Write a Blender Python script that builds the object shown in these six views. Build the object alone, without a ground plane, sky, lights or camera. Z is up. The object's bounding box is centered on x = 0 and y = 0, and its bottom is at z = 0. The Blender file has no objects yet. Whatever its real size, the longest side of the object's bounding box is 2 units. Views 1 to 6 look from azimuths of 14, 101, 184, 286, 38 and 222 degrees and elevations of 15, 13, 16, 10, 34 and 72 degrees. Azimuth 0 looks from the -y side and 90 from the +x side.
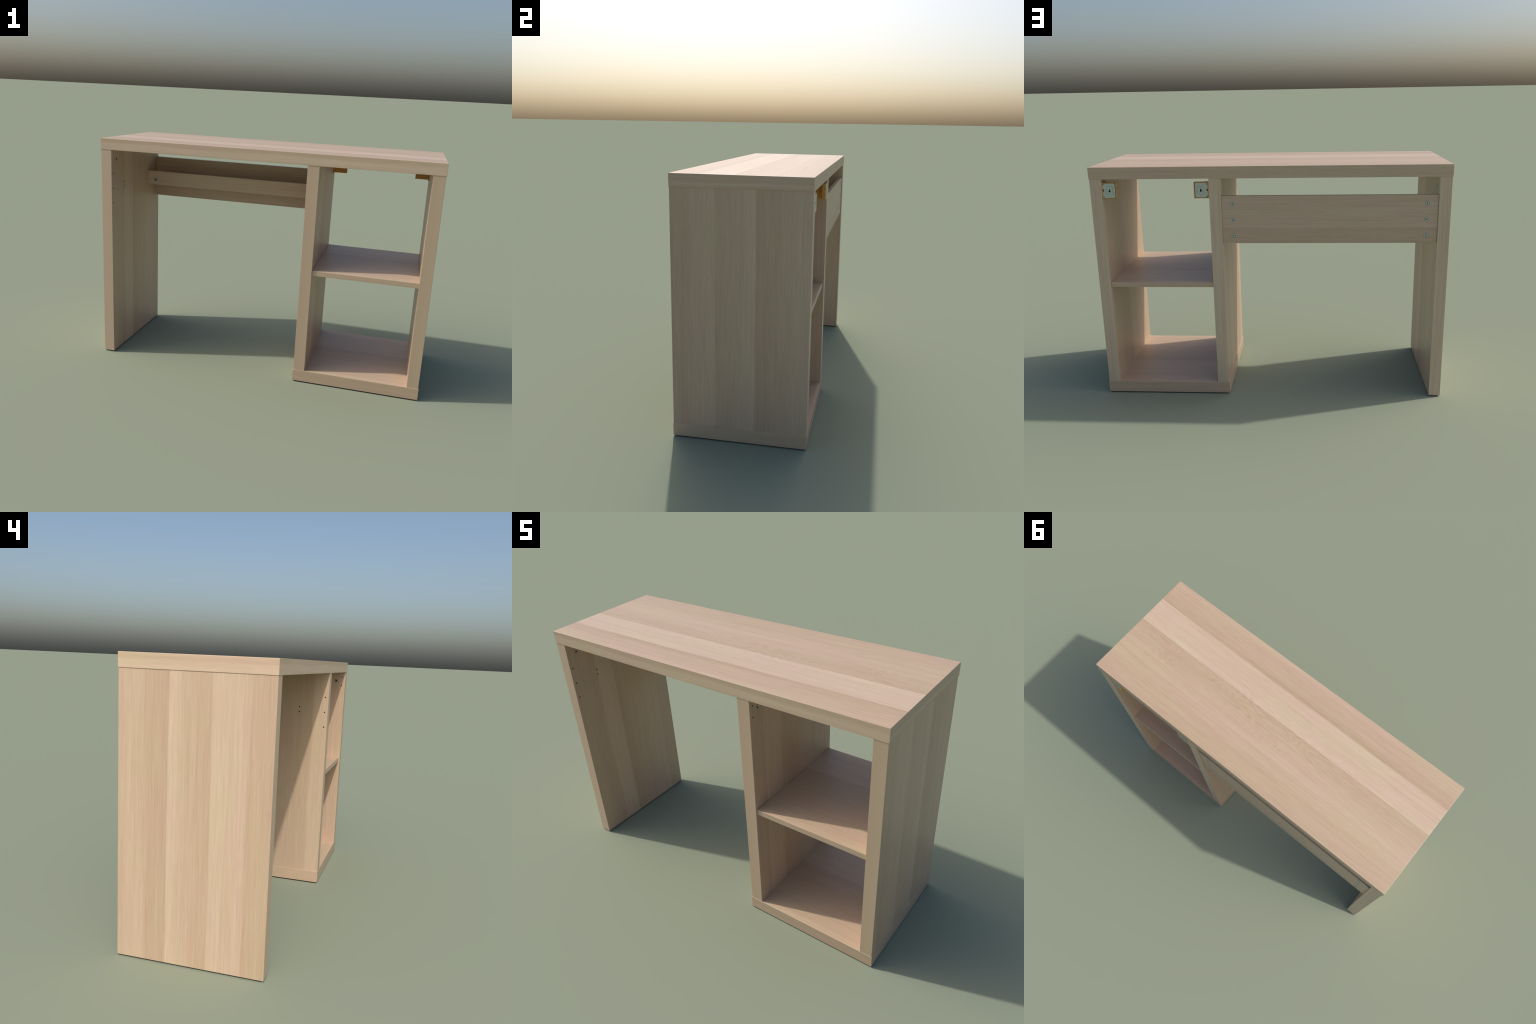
"""Writing desk in pale stained oak laminate: a thick top on a left side panel and a
right-hand pedestal (two panels, a base, one shelf), with a back panel, a support rail,
two corner brackets and round cam locks.  Metres, z up."""
import bpy, bmesh, math
from mathutils import Vector, Matrix

AXIS = {"x": 0, "y": 1, "z": 2}

# ------------------------------------------------------------------ materials
class Graph:
    """Small helper around a node tree, so that materials read as formulas."""
    def __init__(self, name):
        self.mat = bpy.data.materials.new(name)
        self.mat.use_nodes = True
        self.t = self.mat.node_tree
        self.bsdf = next(n for n in self.t.nodes if n.type == "BSDF_PRINCIPLED")

    def node(self, kind, **props):
        n = self.t.nodes.new(kind)
        for k, v in props.items():
            setattr(n, k, v)
        return n

    def put(self, socket, value):
        if isinstance(value, bpy.types.NodeSocket):
            self.t.links.new(value, socket)
        else:
            socket.default_value = value

    def math(self, op, a, b=0.0, c=0.0, clamp=False):
        n = self.node("ShaderNodeMath", operation=op, use_clamp=clamp)
        for i, v in enumerate((a, b, c)):
            self.put(n.inputs[i], v)
        return n.outputs[0]

    def vec(self, x, y, z):
        n = self.node("ShaderNodeCombineXYZ")
        for i, v in enumerate((x, y, z)):
            self.put(n.inputs[i], v)
        return n.outputs[0]

    def noise(self, vector, scale=1.0, detail=2.0, rough=0.5, distortion=0.0):
        n = self.node("ShaderNodeTexNoise")
        self.put(n.inputs["Vector"], vector)
        n.inputs["Scale"].default_value = scale
        n.inputs["Detail"].default_value = detail
        n.inputs["Roughness"].default_value = rough
        n.inputs["Distortion"].default_value = distortion
        return n.outputs["Fac"]

    def ramp(self, fac, stops, interpolation="LINEAR"):
        n = self.node("ShaderNodeValToRGB")
        r = n.color_ramp
        r.interpolation = interpolation
        while len(r.elements) < len(stops):
            r.elements.new(0.5)
        for e, (p, c) in zip(r.elements, stops):
            e.position = p
            e.color = (c, c, c, 1) if isinstance(c, float) else (*c, 1)
        self.put(n.inputs["Fac"], fac)
        return n.outputs["Color"]

    def mix(self, fac, a, b, blend="MIX"):
        n = self.node("ShaderNodeMix", data_type="RGBA", blend_type=blend)
        self.put(n.inputs[0], fac)
        self.put(n.inputs[6], a)
        self.put(n.inputs[7], b)
        return n.outputs[2]


OAK_DARK, OAK_MID, OAK_LIGHT = (0.440, 0.302, 0.196), (0.556, 0.408, 0.281), (0.672, 0.522, 0.382)
PINK, STRAW = (0.58, 0.405, 0.300), (0.555, 0.440, 0.280)


def oak(name, along, across, boards, seed, cathedral=None, figure=1.0, straw=0.0, fine=1.0):
    """Stained oak veneer. along / across: axes of the grain and of the boards.
    boards: (position across in metres, tone 0..1) stops; two close stops make a joint.
    cathedral: (centre across, half width, direction) of a board with arched growth rings."""
    g = Graph(name)
    tc = g.node("ShaderNodeTexCoord")
    sep = g.node("ShaderNodeSeparateXYZ")
    g.put(sep.inputs[0], tc.outputs["Object"])
    a, c = sep.outputs[AXIS[along]], sep.outputs[AXIS[across]]
    # slow sideways wander of the fibres
    drift = g.math("SUBTRACT", g.noise(g.vec(g.math("MULTIPLY", a, 1.6), g.math("MULTIPLY", c, 5.0), seed), 1.0, 2.0), 0.5)
    cw = g.math("MULTIPLY_ADD", drift, 0.022, c)
    cb = g.math("MULTIPLY_ADD", g.math("SUBTRACT", g.noise(g.vec(g.math("MULTIPLY", a, 2.2), seed, 3.1), 1.0, 3.0), 0.5), 0.012, c)
    # tone of each board
    lo, hi = boards[0][0], boards[-1][0]
    pos = g.math("DIVIDE", g.math("SUBTRACT", cb, lo), hi - lo)
    tone = g.ramp(pos, [((p - lo) / (hi - lo), float(t)) for p, t in boards])
    # broad bands, streaks and fine fibres, all stretched along the grain
    band = g.noise(g.vec(g.math("MULTIPLY", a, 0.55), g.math("MULTIPLY", cw, 22.0 * fine), seed + 1.7), 1.0, 3.0, 0.55)
    streak = g.noise(g.vec(g.math("MULTIPLY", a, 2.6), g.math("MULTIPLY", cw, 105.0), seed + 4.2), 1.0, 3.0, 0.6)
    fibre = g.noise(g.vec(g.math("MULTIPLY", a, 13.0), g.math("MULTIPLY", cw, 240.0), seed + 7.9), 1.0, 2.0, 0.6)
    patch = g.noise(g.vec(g.math("MULTIPLY", a, 2.4), g.math("MULTIPLY", c, 11.0 * fine), seed + 9.3), 1.0, 2.0, 0.5)
    t = g.math("MULTIPLY_ADD", g.math("SUBTRACT", band, 0.5), 0.36 * figure, tone)
    t = g.math("MULTIPLY_ADD", g.math("SUBTRACT", streak, 0.5), 0.66 * figure, t)
    t = g.math("MULTIPLY_ADD", g.math("SUBTRACT", fibre, 0.5), 0.52 * figure, t)
    if cathedral:
        c0, half, way = cathedral
        dc = g.math("SUBTRACT", c, c0)
        # growth rings: contour lines of a field stretched along the grain
        field = g.noise(g.vec(g.math("MULTIPLY", a, 1.5 * way), g.math("MULTIPLY", c, 10.0), seed + 2.2), 1.0, 1.5, 0.4)
        ring = g.math("SINE", g.math("MULTIPLY", field, 170.0))
        edge = g.math("SUBTRACT", 1.0, g.math("POWER", g.math("DIVIDE", g.math("ABSOLUTE", dc), half), 2.0), clamp=True)
        fade = g.math("MULTIPLY", g.math("SUBTRACT", g.noise(g.vec(g.math("MULTIPLY", a, 2.6), seed, 0.4), 1.0, 1.0), 0.30, clamp=True), 2.4)
        amount = g.math("MULTIPLY", g.math("MULTIPLY", edge, 0.12), fade)
        t = g.math("MULTIPLY_ADD", ring, amount, t)
    colour = g.ramp(t, [(0.0, OAK_DARK), (0.5, OAK_MID), (1.0, OAK_LIGHT)])
    warm = g.ramp(patch, [(0.36 - straw, PINK), (0.64 - straw, STRAW)])
    colour = g.mix(0.40, colour, g.mix(1.0, colour, g.mix(1.0, warm, (1.83, 2.42, 3.45, 1), "MULTIPLY"), "MULTIPLY"))
    b = g.bsdf
    g.put(b.inputs["Base Color"], colour)
    b.inputs["Roughness"].default_value = 0.41
    b.inputs["Specular IOR Level"].default_value = 0.5
    bump = g.node("ShaderNodeBump")
    bump.inputs["Strength"].default_value = 0.06
    bump.inputs["Distance"].default_value = 0.001
    g.put(bump.inputs["Height"], fibre)
    g.put(b.inputs["Normal"], bump.outputs[0])
    return g.mat


def plain(name, colour, rough, metallic=0.0, vary=0.0):
    g = Graph(name)
    b = g.bsdf
    if vary:
        tc = g.node("ShaderNodeTexCoord")
        n = g.noise(tc.outputs["Object"], 130.0, 3.0)
        lo = tuple(v * (1 - vary) for v in colour)
        hi = tuple(min(1.0, v * (1 + vary)) for v in colour)
        g.put(b.inputs["Base Color"], g.ramp(n, [(0.3, lo), (0.7, hi)]))
    else:
        b.inputs["Base Color"].default_value = (*colour, 1)
    b.inputs["Roughness"].default_value = rough
    b.inputs["Metallic"].default_value = metallic
    return g.mat


ORANGE = plain("amber_plastic", (0.64, 0.335, 0.075), 0.45, 0.0, 0.12)
ZINC = plain("zinc_metal", (0.52, 0.57, 0.54), 0.36, 0.85, 0.10)
SLOT = plain("dark_recess", (0.030, 0.032, 0.034), 0.6)
GAP_BLACK = plain("gap_black", (0.02, 0.021, 0.02), 0.95)
BORE = plain("hole_dark_brown", (0.028, 0.019, 0.013), 0.8)

# --------------------------------------------------------------------- helpers
def link(name, mesh, parent):
    o = bpy.data.objects.new(name, mesh)
    bpy.context.scene.collection.objects.link(o)
    o.parent = parent
    return o


def box_bmesh(lo, hi, bevel=0.0012, segments=2):
    bm = bmesh.new()
    bmesh.ops.create_cube(bm, size=1.0)
    lo, hi = Vector(lo), Vector(hi)
    for v in bm.verts:
        v.co = Vector((lo[i] if v.co[i] < 0 else hi[i] for i in range(3)))
    if bevel:
        bmesh.ops.bevel(bm, geom=bm.edges[:], offset=bevel, segments=segments, profile=0.5, affect="EDGES")
    bm.normal_update()
    return bm


def cylinder(bm, centre, axis, radius, depth, sides=20):
    """Closed cylinder into bm, centred on `centre`, along a unit axis."""
    q = Vector((0, 0, 1)).rotation_difference(Vector(axis)).to_matrix().to_4x4()
    bmesh.ops.create_cone(bm, cap_ends=True, segments=sides, radius1=radius, radius2=radius, depth=depth,
                          matrix=Matrix.Translation(centre) @ q)


def subtract(obj, cutter_bm, material):
    """Cut the closed shapes in cutter_bm out of obj; the cut walls get `material`."""
    m = bpy.data.meshes.new("cutter")
    cutter_bm.to_mesh(m)
    cutter_bm.free()
    m.materials.append(material)
    cut = bpy.data.objects.new("cutter", m)
    bpy.context.scene.collection.objects.link(cut)
    mod = obj.modifiers.new("holes", "BOOLEAN")
    mod.operation, mod.solver, mod.object, mod.material_mode = "DIFFERENCE", "EXACT", cut, "TRANSFER"
    dg = bpy.context.evaluated_depsgraph_get()
    done = bpy.data.meshes.new_from_object(obj.evaluated_get(dg))
    obj.modifiers.clear()
    old = obj.data
    obj.data = done
    bpy.data.meshes.remove(old)
    bpy.data.objects.remove(cut)
    bpy.data.meshes.remove(m)


def board(name, parent, lo, hi, faces, holes=(), bevel=0.0012):
    """A panel. faces: material per outward side ('+x', '-x', ...). holes: (centre, axis) of drilled holes."""
    bm = box_bmesh(lo, hi, bevel)
    order = ["+x", "-x", "+y", "-y", "+z", "-z"]
    for f in bm.faces:
        n = f.normal
        i = max(range(3), key=lambda k: abs(n[k]))
        f.material_index = order.index(("+" if n[i] > 0 else "-") + "xyz"[i])
    mesh = bpy.data.meshes.new(name)
    bm.to_mesh(mesh)
    bm.free()
    for k in order:
        mesh.materials.append(faces[k])
    o = link(name, mesh, parent)
    if holes:
        cb = bmesh.new()
        for centre, axis in holes:
            cylinder(cb, Vector(centre), axis, 0.0040, 0.030)
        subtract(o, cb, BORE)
    return o


# ------------------------------------------------------------------------ desk
desk = bpy.data.objects.new("desk", None)
bpy.context.scene.collection.objects.link(desk)
desk["label"] = "pale oak writing desk with open two-compartment pedestal"
desk["category"] = "desk"

H, T = 1.3733, 0.0668                # overall height, thickness of the top
UNDER = H - T                       # underside of the top
FRONT, BACK = -0.3492, 0.3492       # panel edges, just inside the top's
LIFT = 0.004                        # height of the dark gap under the wood
SIDE = [-0.9972, -0.931]             # left panel, outer and inner face
DIVIDER = [0.2613, 0.3280]
RIGHT = [0.931, 0.9972]
PLINTH = 0.0740                     # height of the base

# veneers -- boards are (position across the grain, tone)
top_face = oak("oak_tabletop", "x", "y", [(-0.35, .52), (-0.29, .46), (-0.199, .31), (-0.194, .79), (-0.12, .73), (-0.034, .84),
               (-0.028, .38), (0.06, .46), (0.15, .60), (0.22, .46), (0.30, .42), (0.35, .38)], 1.3, (0.02, 0.12, 1.0))
edge_front = oak("oak_edge_front", "x", "z", [(UNDER, .66), (UNDER + .030, .74), (UNDER + .040, .66), (UNDER + .046, .46), (H, .48)], 11.1, None, 0.8, 0.07, 1.5)
edge_back = oak("oak_edge_back", "x", "z", [(UNDER, .52), (UNDER + .03, .48), (H, .54)], 13.7, None, 0.9, 0.08, 1.6)
edge_left = oak("oak_edge_left", "y", "z", [(UNDER, .80), (UNDER + .03, .72), (UNDER + .045, .50), (H, .70)], 15.2, None, 0.9, 0.10, 1.6)
edge_right = oak("oak_edge_right", "y", "z", [(UNDER, .40), (UNDER + .022, .75), (UNDER + .035, .45), (H, .55)], 17.9, None, 0.8)
underside = oak("oak_underside", "x", "y", [(-0.35, .45), (-0.1, .35), (-0.09, .6), (0.1, .6), (0.11, .4), (0.35, .5)], 19.4)
upright_edge = oak("oak_upright_edge", "z", "x", [(-1.0, .74), (1.0, .72)], 23.1, None, 1.2, 0.10, 2.6)

left_outer = oak("oak_left_outer", "z", "y", [(-0.35, .38), (-0.245, .44), (-0.235, .66), (-0.15, .68), (-0.085, .76), (-0.073, .40), (0.02, .54),
                 (0.09, .74), (0.112, .80), (0.119, .34), (0.18, .42), (0.25, .56), (0.30, .66), (0.35, .50)], 29.6)
left_inner = oak("oak_left_inner", "z", "y", [(-0.35, .40), (-0.20, .32), (-0.182, .36), (-0.176, .62), (-0.08, .60), (-0.068, .62), (-0.060, .24),
                 (0.05, .42), (0.18, .56), (0.25, .62), (0.262, .44), (0.35, .42)], 31.2, (-0.235, 0.10, -1.0))
divider_outer = oak("oak_divider_outer", "z", "y", [(-0.35, .58), (-0.27, .70), (-0.255, .44), (-0.10, .42), (0.05, .36), (0.06, .60), (0.2, .55), (0.208, .35), (0.35, .42)], 37.8)
divider_inner = oak("oak_divider_inner", "z", "y", [(-0.35, .38), (-0.26, .34), (-0.254, .34), (-0.248, .58), (-0.125, .56), (-0.118, .58), (-0.108, .26),
                    (0.02, .42), (0.15, .58), (0.22, .52), (0.35, .56)], 41.5, (-0.31, 0.08, -1.0))
right_inner = oak("oak_right_inner", "z", "y", [(-0.35, .50), (-0.15, .58), (0.03, .56), (0.04, .60), (0.05, .34), (0.2, .42), (0.35, .46)], 43.3)
right_outer = oak("oak_right_outer", "z", "y", [(-0.35, .30), (-0.28, .38), (-0.22, .52), (-0.13, .64), (-0.122, .38), (-0.05, .42), (0.02, .56),
                  (0.076, .70), (0.084, .24), (0.16, .34), (0.25, .52), (0.35, .56)], 47.7)
shelf_face = oak("oak_shelf", "x", "y", [(-0.35, .52), (-0.1, .50), (0.105, .34), (0.113, .62), (0.24, .60), (0.26, .40), (0.35, .44)], 53.9)
plinth_face = oak("oak_plinth_top", "x", "y", [(-0.35, .50), (-0.2, .48), (0.05, .34), (0.06, .62), (0.22, .58), (0.24, .34), (0.35, .40)], 59.2)
plinth_edge = oak("oak_plinth_edge", "x", "z", [(0.0, .40), (0.035, .42), (0.075, .40)], 61.4, None, 0.8)
plinth_side = oak("oak_plinth_side", "y", "z", [(0.0, .40), (0.035, .45), (0.075, .42)], 63.8, None, 0.8)
back_face = oak("oak_back_panel", "x", "z", [(0.94, .38), (1.024, .34), (1.030, .56), (1.12, .52), (1.21, .50)], 67.5)
rail_face = oak("oak_rail", "x", "z", [(1.03, .55), (1.07, .50), (1.13, .58)], 71.3, (1.055, 0.05, 1.0))
thin_edge = oak("oak_thin_edge", "x", "y", [(-0.36, .5), (0.36, .5)], 73.9, None, 0.6)
shelf_edge = oak("oak_shelf_edge", "x", "z", [(0.66, .48), (0.72, .48)], 79.1, None, 0.6)

# tabletop
board("tabletop", desk, (-1.0, -0.351, UNDER), (1.0, 0.351, H),
      {"+z": top_face, "-z": underside, "-y": edge_front, "+y": edge_back, "-x": edge_left, "+x": edge_right})

# drilled holes: back-panel and rail fixings repeated along the panels' front halves
def fixing_holes(x, way):
    return [((x, -0.330, z), (way, 0, 0)) for z in (1.162, 1.0725, 0.984)] + [((x, -0.176, z), (way, 0, 0)) for z in (1.0965, 1.068)]

def bracket_holes(x, way):
    return [((x, -0.327, z), (way, 0, 0)) for z in (1.272, 1.214)]

TOP_OF_PANEL = UNDER + 0.002          # housed 2 mm into the top
board("side_panel", desk, (SIDE[0], FRONT, LIFT), (SIDE[1], BACK, TOP_OF_PANEL),
      {"-x": left_outer, "+x": left_inner, "-y": upright_edge, "+y": upright_edge, "+z": thin_edge, "-z": thin_edge},
      fixing_holes(SIDE[1], 1))
board("divider_panel", desk, (DIVIDER[0], FRONT, PLINTH - 0.002), (DIVIDER[1], BACK, TOP_OF_PANEL),
      {"-x": divider_outer, "+x": divider_inner, "-y": upright_edge, "+y": upright_edge, "+z": thin_edge, "-z": thin_edge},
      fixing_holes(DIVIDER[0], 1) + bracket_holes(DIVIDER[1], 1))
board("side_panel", desk, (RIGHT[0], FRONT, PLINTH - 0.002), (RIGHT[1], BACK, TOP_OF_PANEL),
      {"-x": right_inner, "+x": right_outer, "-y": upright_edge, "+y": upright_edge, "+z": thin_edge, "-z": thin_edge},
      bracket_holes(RIGHT[0], 1))
board("plinth", desk, (0.2572, -0.3505, LIFT), (1.0, 0.3505, PLINTH),
      {"+z": plinth_face, "-z": underside, "-y": plinth_edge, "+y": plinth_edge, "-x": plinth_side, "+x": plinth_side})
board("shelf", desk, (DIVIDER[1] + 0.0004, -0.3405, 0.6745), (RIGHT[0] - 0.0004, 0.340, 0.7045),
      {"+z": shelf_face, "-z": underside, "-y": shelf_edge, "+y": shelf_edge, "-x": thin_edge, "+x": thin_edge})
board("back_panel", desk, (SIDE[1] + 0.0004, 0.318, 0.9385), (DIVIDER[0] - 0.0004, 0.3435, 1.208),
      {"+z": thin_edge, "-z": thin_edge, "-y": back_face, "+y": back_face, "-x": thin_edge, "+x": thin_edge}, bevel=0.001)
board("support_rail", desk, (SIDE[1] + 0.0004, 0.167, 1.035), (DIVIDER[0] - 0.0004, 0.193, 1.127),
      {"+z": thin_edge, "-z": thin_edge, "-y": rail_face, "+y": rail_face, "-x": thin_edge, "+x": thin_edge}, bevel=0.001)


# floor of the cable tray between rail and back panel
board("cable_tray_floor", desk, (-0.840, 0.1934, 1.0375), (0.165, 0.3176, 1.0630),
      {"+z": thin_edge, "-z": thin_edge, "-y": thin_edge, "+y": thin_edge, "-x": thin_edge, "+x": thin_edge}, bevel=0.001)

# black slabs filling the dark gap under the panel and the plinth
all_black = {k: GAP_BLACK for k in ("+x", "-x", "+y", "-y", "+z", "-z")}
board("dark_gap_strip", desk, (SIDE[0] + 0.011, FRONT + 0.004, 0.0), (SIDE[1] - 0.003, BACK - 0.004, LIFT + 0.0005), all_black, bevel=0)
board("dark_gap_strip", desk, (0.2585 + 0.011, -0.346, 0.0), (0.994, 0.346, LIFT + 0.0005), all_black, bevel=0)


# ------------------------------------------------------------------- cam locks
def lathe(profile, sides=40):
    """Revolve (radius, height) points about z; heights rise outward from the wood."""
    bm = bmesh.new()
    rings = [[bm.verts.new((r * math.cos(k * math.tau / sides), r * math.sin(k * math.tau / sides), h)) for k in range(sides)]
             for r, h in profile]
    for p, q in zip(rings, rings[1:]):
        for k in range(sides):
            bm.faces.new((p[k], p[(k + 1) % sides], q[(k + 1) % sides], q[k]))
    bm.faces.new(rings[-1])
    bm.faces.new(list(reversed(rings[0])))
    bmesh.ops.recalc_face_normals(bm, faces=bm.faces[:])
    return bm


def cam_mesh(reach, width, metal):
    """Zinc disc with a rim, a sunken face and a cross-shaped driver recess."""
    bm = lathe([(0.0118, -0.004), (0.0118, 0.0004), (0.0114, 0.0009), (0.0100, 0.0009), (0.0094, 0.0003)])
    mesh = bpy.data.meshes.new("cam_lock")
    bm.to_mesh(mesh)
    bm.free()
    mesh.materials.append(metal)
    tmp = link("cam_lock", mesh, None)
    cb = bmesh.new()
    for sx, sy in ((reach, width), (width, reach)):
        cube = bmesh.ops.create_cube(cb, size=1.0, matrix=Matrix.Diagonal((sx * 2, sy * 2, 0.005, 1)))
        subtract_bm = cb
        subtract(tmp, subtract_bm, SLOT)
        cb = bmesh.new()
    # arrow dot that shows the locked direction
    cylinder(cb, Vector((0.0048, 0.0048, 0.0)), (0, 0, 1), 0.0014, 0.003, 12)
    subtract(tmp, cb, SLOT)
    mesh = tmp.data
    bpy.data.objects.remove(tmp)
    mesh.name = "cam_lock"
    return mesh


def collar_mesh():
    """Dark clearance ring between the disc and the bored hole."""
    bm = lathe([(0.0130, -0.002), (0.0130, 0.00025), (0.0110, 0.00025)])
    m = bpy.data.meshes.new("bore_ring")
    bm.to_mesh(m)
    bm.free()
    m.materials.append(SLOT)
    return m


PALE_CAM, DARK_CAM, COLLAR = cam_mesh(0.0062, 0.0014, ZINC), cam_mesh(0.0085, 0.0029, ZINC), collar_mesh()


def cam_lock(centre, outward, turn, size=1.0, mesh=None):
    o = link("cam_lock", mesh or PALE_CAM, desk)
    spin = Matrix.Rotation(math.radians(turn), 4, "Z")
    q = Vector((0, 0, 1)).rotation_difference(Vector(outward)).to_matrix().to_4x4()
    o.matrix_local = Matrix.Translation(centre) @ q @ spin @ Matrix.Scale(size, 4)
    link("bore_ring", COLLAR, o)


for z, t1, t2 in ((1.162, 20, 65), (1.073, 50, 10), (0.9835, 5, 40)):
    cam_lock((0.2005, 0.3435, z), (0, 1, 0), t1)
    cam_lock((-0.8695, 0.3435, z), (0, 1, 0), t2)
cam_lock((-0.8715, 0.167, 1.0685), (0, -1, 0), 45, 0.92, DARK_CAM)
cam_lock((0.2055, 0.167, 1.0685), (0, -1, 0), 20, 0.92, DARK_CAM)
for y, t in ((-0.285, 30), (0.270, 70)):
    cam_lock((SIDE[1], y, 1.2465), (1, 0, 0), t, 0.92, DARK_CAM)
cam_lock((DIVIDER[1], -0.290, 1.249), (1, 0, 0), 55, 0.92, DARK_CAM)
cam_lock((RIGHT[0], -0.287, 1.246), (-1, 0, 0), 15, 0.92, DARK_CAM)


# -------------------------------------------------------------- corner brackets
def bracket(inner, way):
    """Amber plastic angle bracket: a flange on the panel's inner face and a tray across
    the opening, closed at the back by a zinc plate.  inner: x of the panel face."""
    z0, z1, tip = 1.197, 1.2875, 0.083
    def bar(bm, u0, u1, y0, y1, za, zb, bevel=0.0008):
        xs = sorted((inner + way * u0, inner + way * u1))
        part = box_bmesh((xs[0], y0, za), (xs[1], y1, zb), bevel, 1)
        m = bpy.data.meshes.new("bar")
        part.to_mesh(m)
        part.free()
        bm.from_mesh(m)
        bpy.data.meshes.remove(m)
    body = bmesh.new()
    bar(body, 0.0003, 0.0055, 0.276, 0.3480, z0, z1)                 # flange on the panel
    bar(body, 0.0050, tip - 0.002, 0.3290, 0.3365, z0 + 0.001, z1 - 0.001)   # floor of the tray
    bar(body, tip - 0.0036, tip, 0.3285, 0.3490, z0, z1)             # outer wall
    bar(body, 0.0052, tip - 0.0030, 0.3287, 0.3488, z0 + 0.0002, z0 + 0.0034)   # lower wall
    bar(body, 0.0052, tip - 0.0030, 0.3287, 0.3488, z1 - 0.0034, z1 - 0.0002)   # upper wall
    bar(body, 0.0052, 0.0300, 0.2990, 0.3295, z1 - 0.0060, z1 - 0.0030)         # gusset
    m = bpy.data.meshes.new("corner_bracket")
    body.to_mesh(m)
    body.free()
    m.materials.append(ORANGE)
    b = link("corner_bracket", m, desk)

    # zinc plate: rounded square with pressed panel, keyhole and side notch
    pm = bpy.data.meshes.new("bracket_plate")
    xs = sorted((inner + way * 0.0062, inner + way * (tip - 0.0070)))
    pb = box_bmesh((xs[0], 0.3370, z0 + 0.0050), (xs[1], 0.3474, z1 - 0.0050), 0)
    upright = [e for e in pb.edges if abs((e.verts[0].co - e.verts[1].co).normalized().y) > 0.9]
    bmesh.ops.bevel(pb, geom=upright, offset=0.006, segments=4, profile=0.5, affect="EDGES")
    pb.to_mesh(pm)
    pb.free()
    pm.materials.append(ZINC)
    plate = link("bracket_plate", pm, b)
    mid = 0.5 * (z0 + z1)
    def cut_box(u0, u1, za, zb, depth):
        cb = bmesh.new()
        xx = sorted((inner + way * u0, inner + way * u1))
        part = box_bmesh((xx[0], 0.3474 - depth, za), (xx[1], 0.3500, zb), 0)
        t = bpy.data.meshes.new("t")
        part.to_mesh(t)
        part.free()
        cb.from_mesh(t)
        bpy.data.meshes.remove(t)
        return cb
    # keyhole: round foot with a narrower top
    cb = bmesh.new()
    cylinder(cb, Vector((inner + way * 0.044, 0.3476, mid - 0.003)), (0, 1, 0), 0.0058, 0.010, 18)
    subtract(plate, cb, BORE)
    subtract(plate, cut_box(0.0415, 0.0475, mid - 0.002, mid + 0.009, 0.005), BORE)
    # half-round notch and two latch slots at the panel side
    cb = bmesh.new()
    cylinder(cb, Vector((inner + way * 0.0062, 0.343, mid + 0.002)), (0, 1, 0), 0.0075, 0.024, 18)
    subtract(plate, cb, SLOT)
    for za in (z0 + 0.0095, z1 - 0.0135):
        subtract(plate, cut_box(0.0050, 0.0140, za, za + 0.0040, 0.006), SLOT)
    # pressed square outline
    for u0, u1, za, zb in ((0.027, 0.062, mid + 0.0225, mid + 0.0235), (0.061, 0.062, mid - 0.024, mid + 0.0235),
                           (0.027, 0.028, mid - 0.022, mid + 0.012), (0.034, 0.050, mid - 0.0225, mid - 0.0215)):
        subtract(plate, cut_box(u0, u1, za, zb, 0.0012), SLOT)


bracket(DIVIDER[1], 1)
bracket(RIGHT[0], -1)
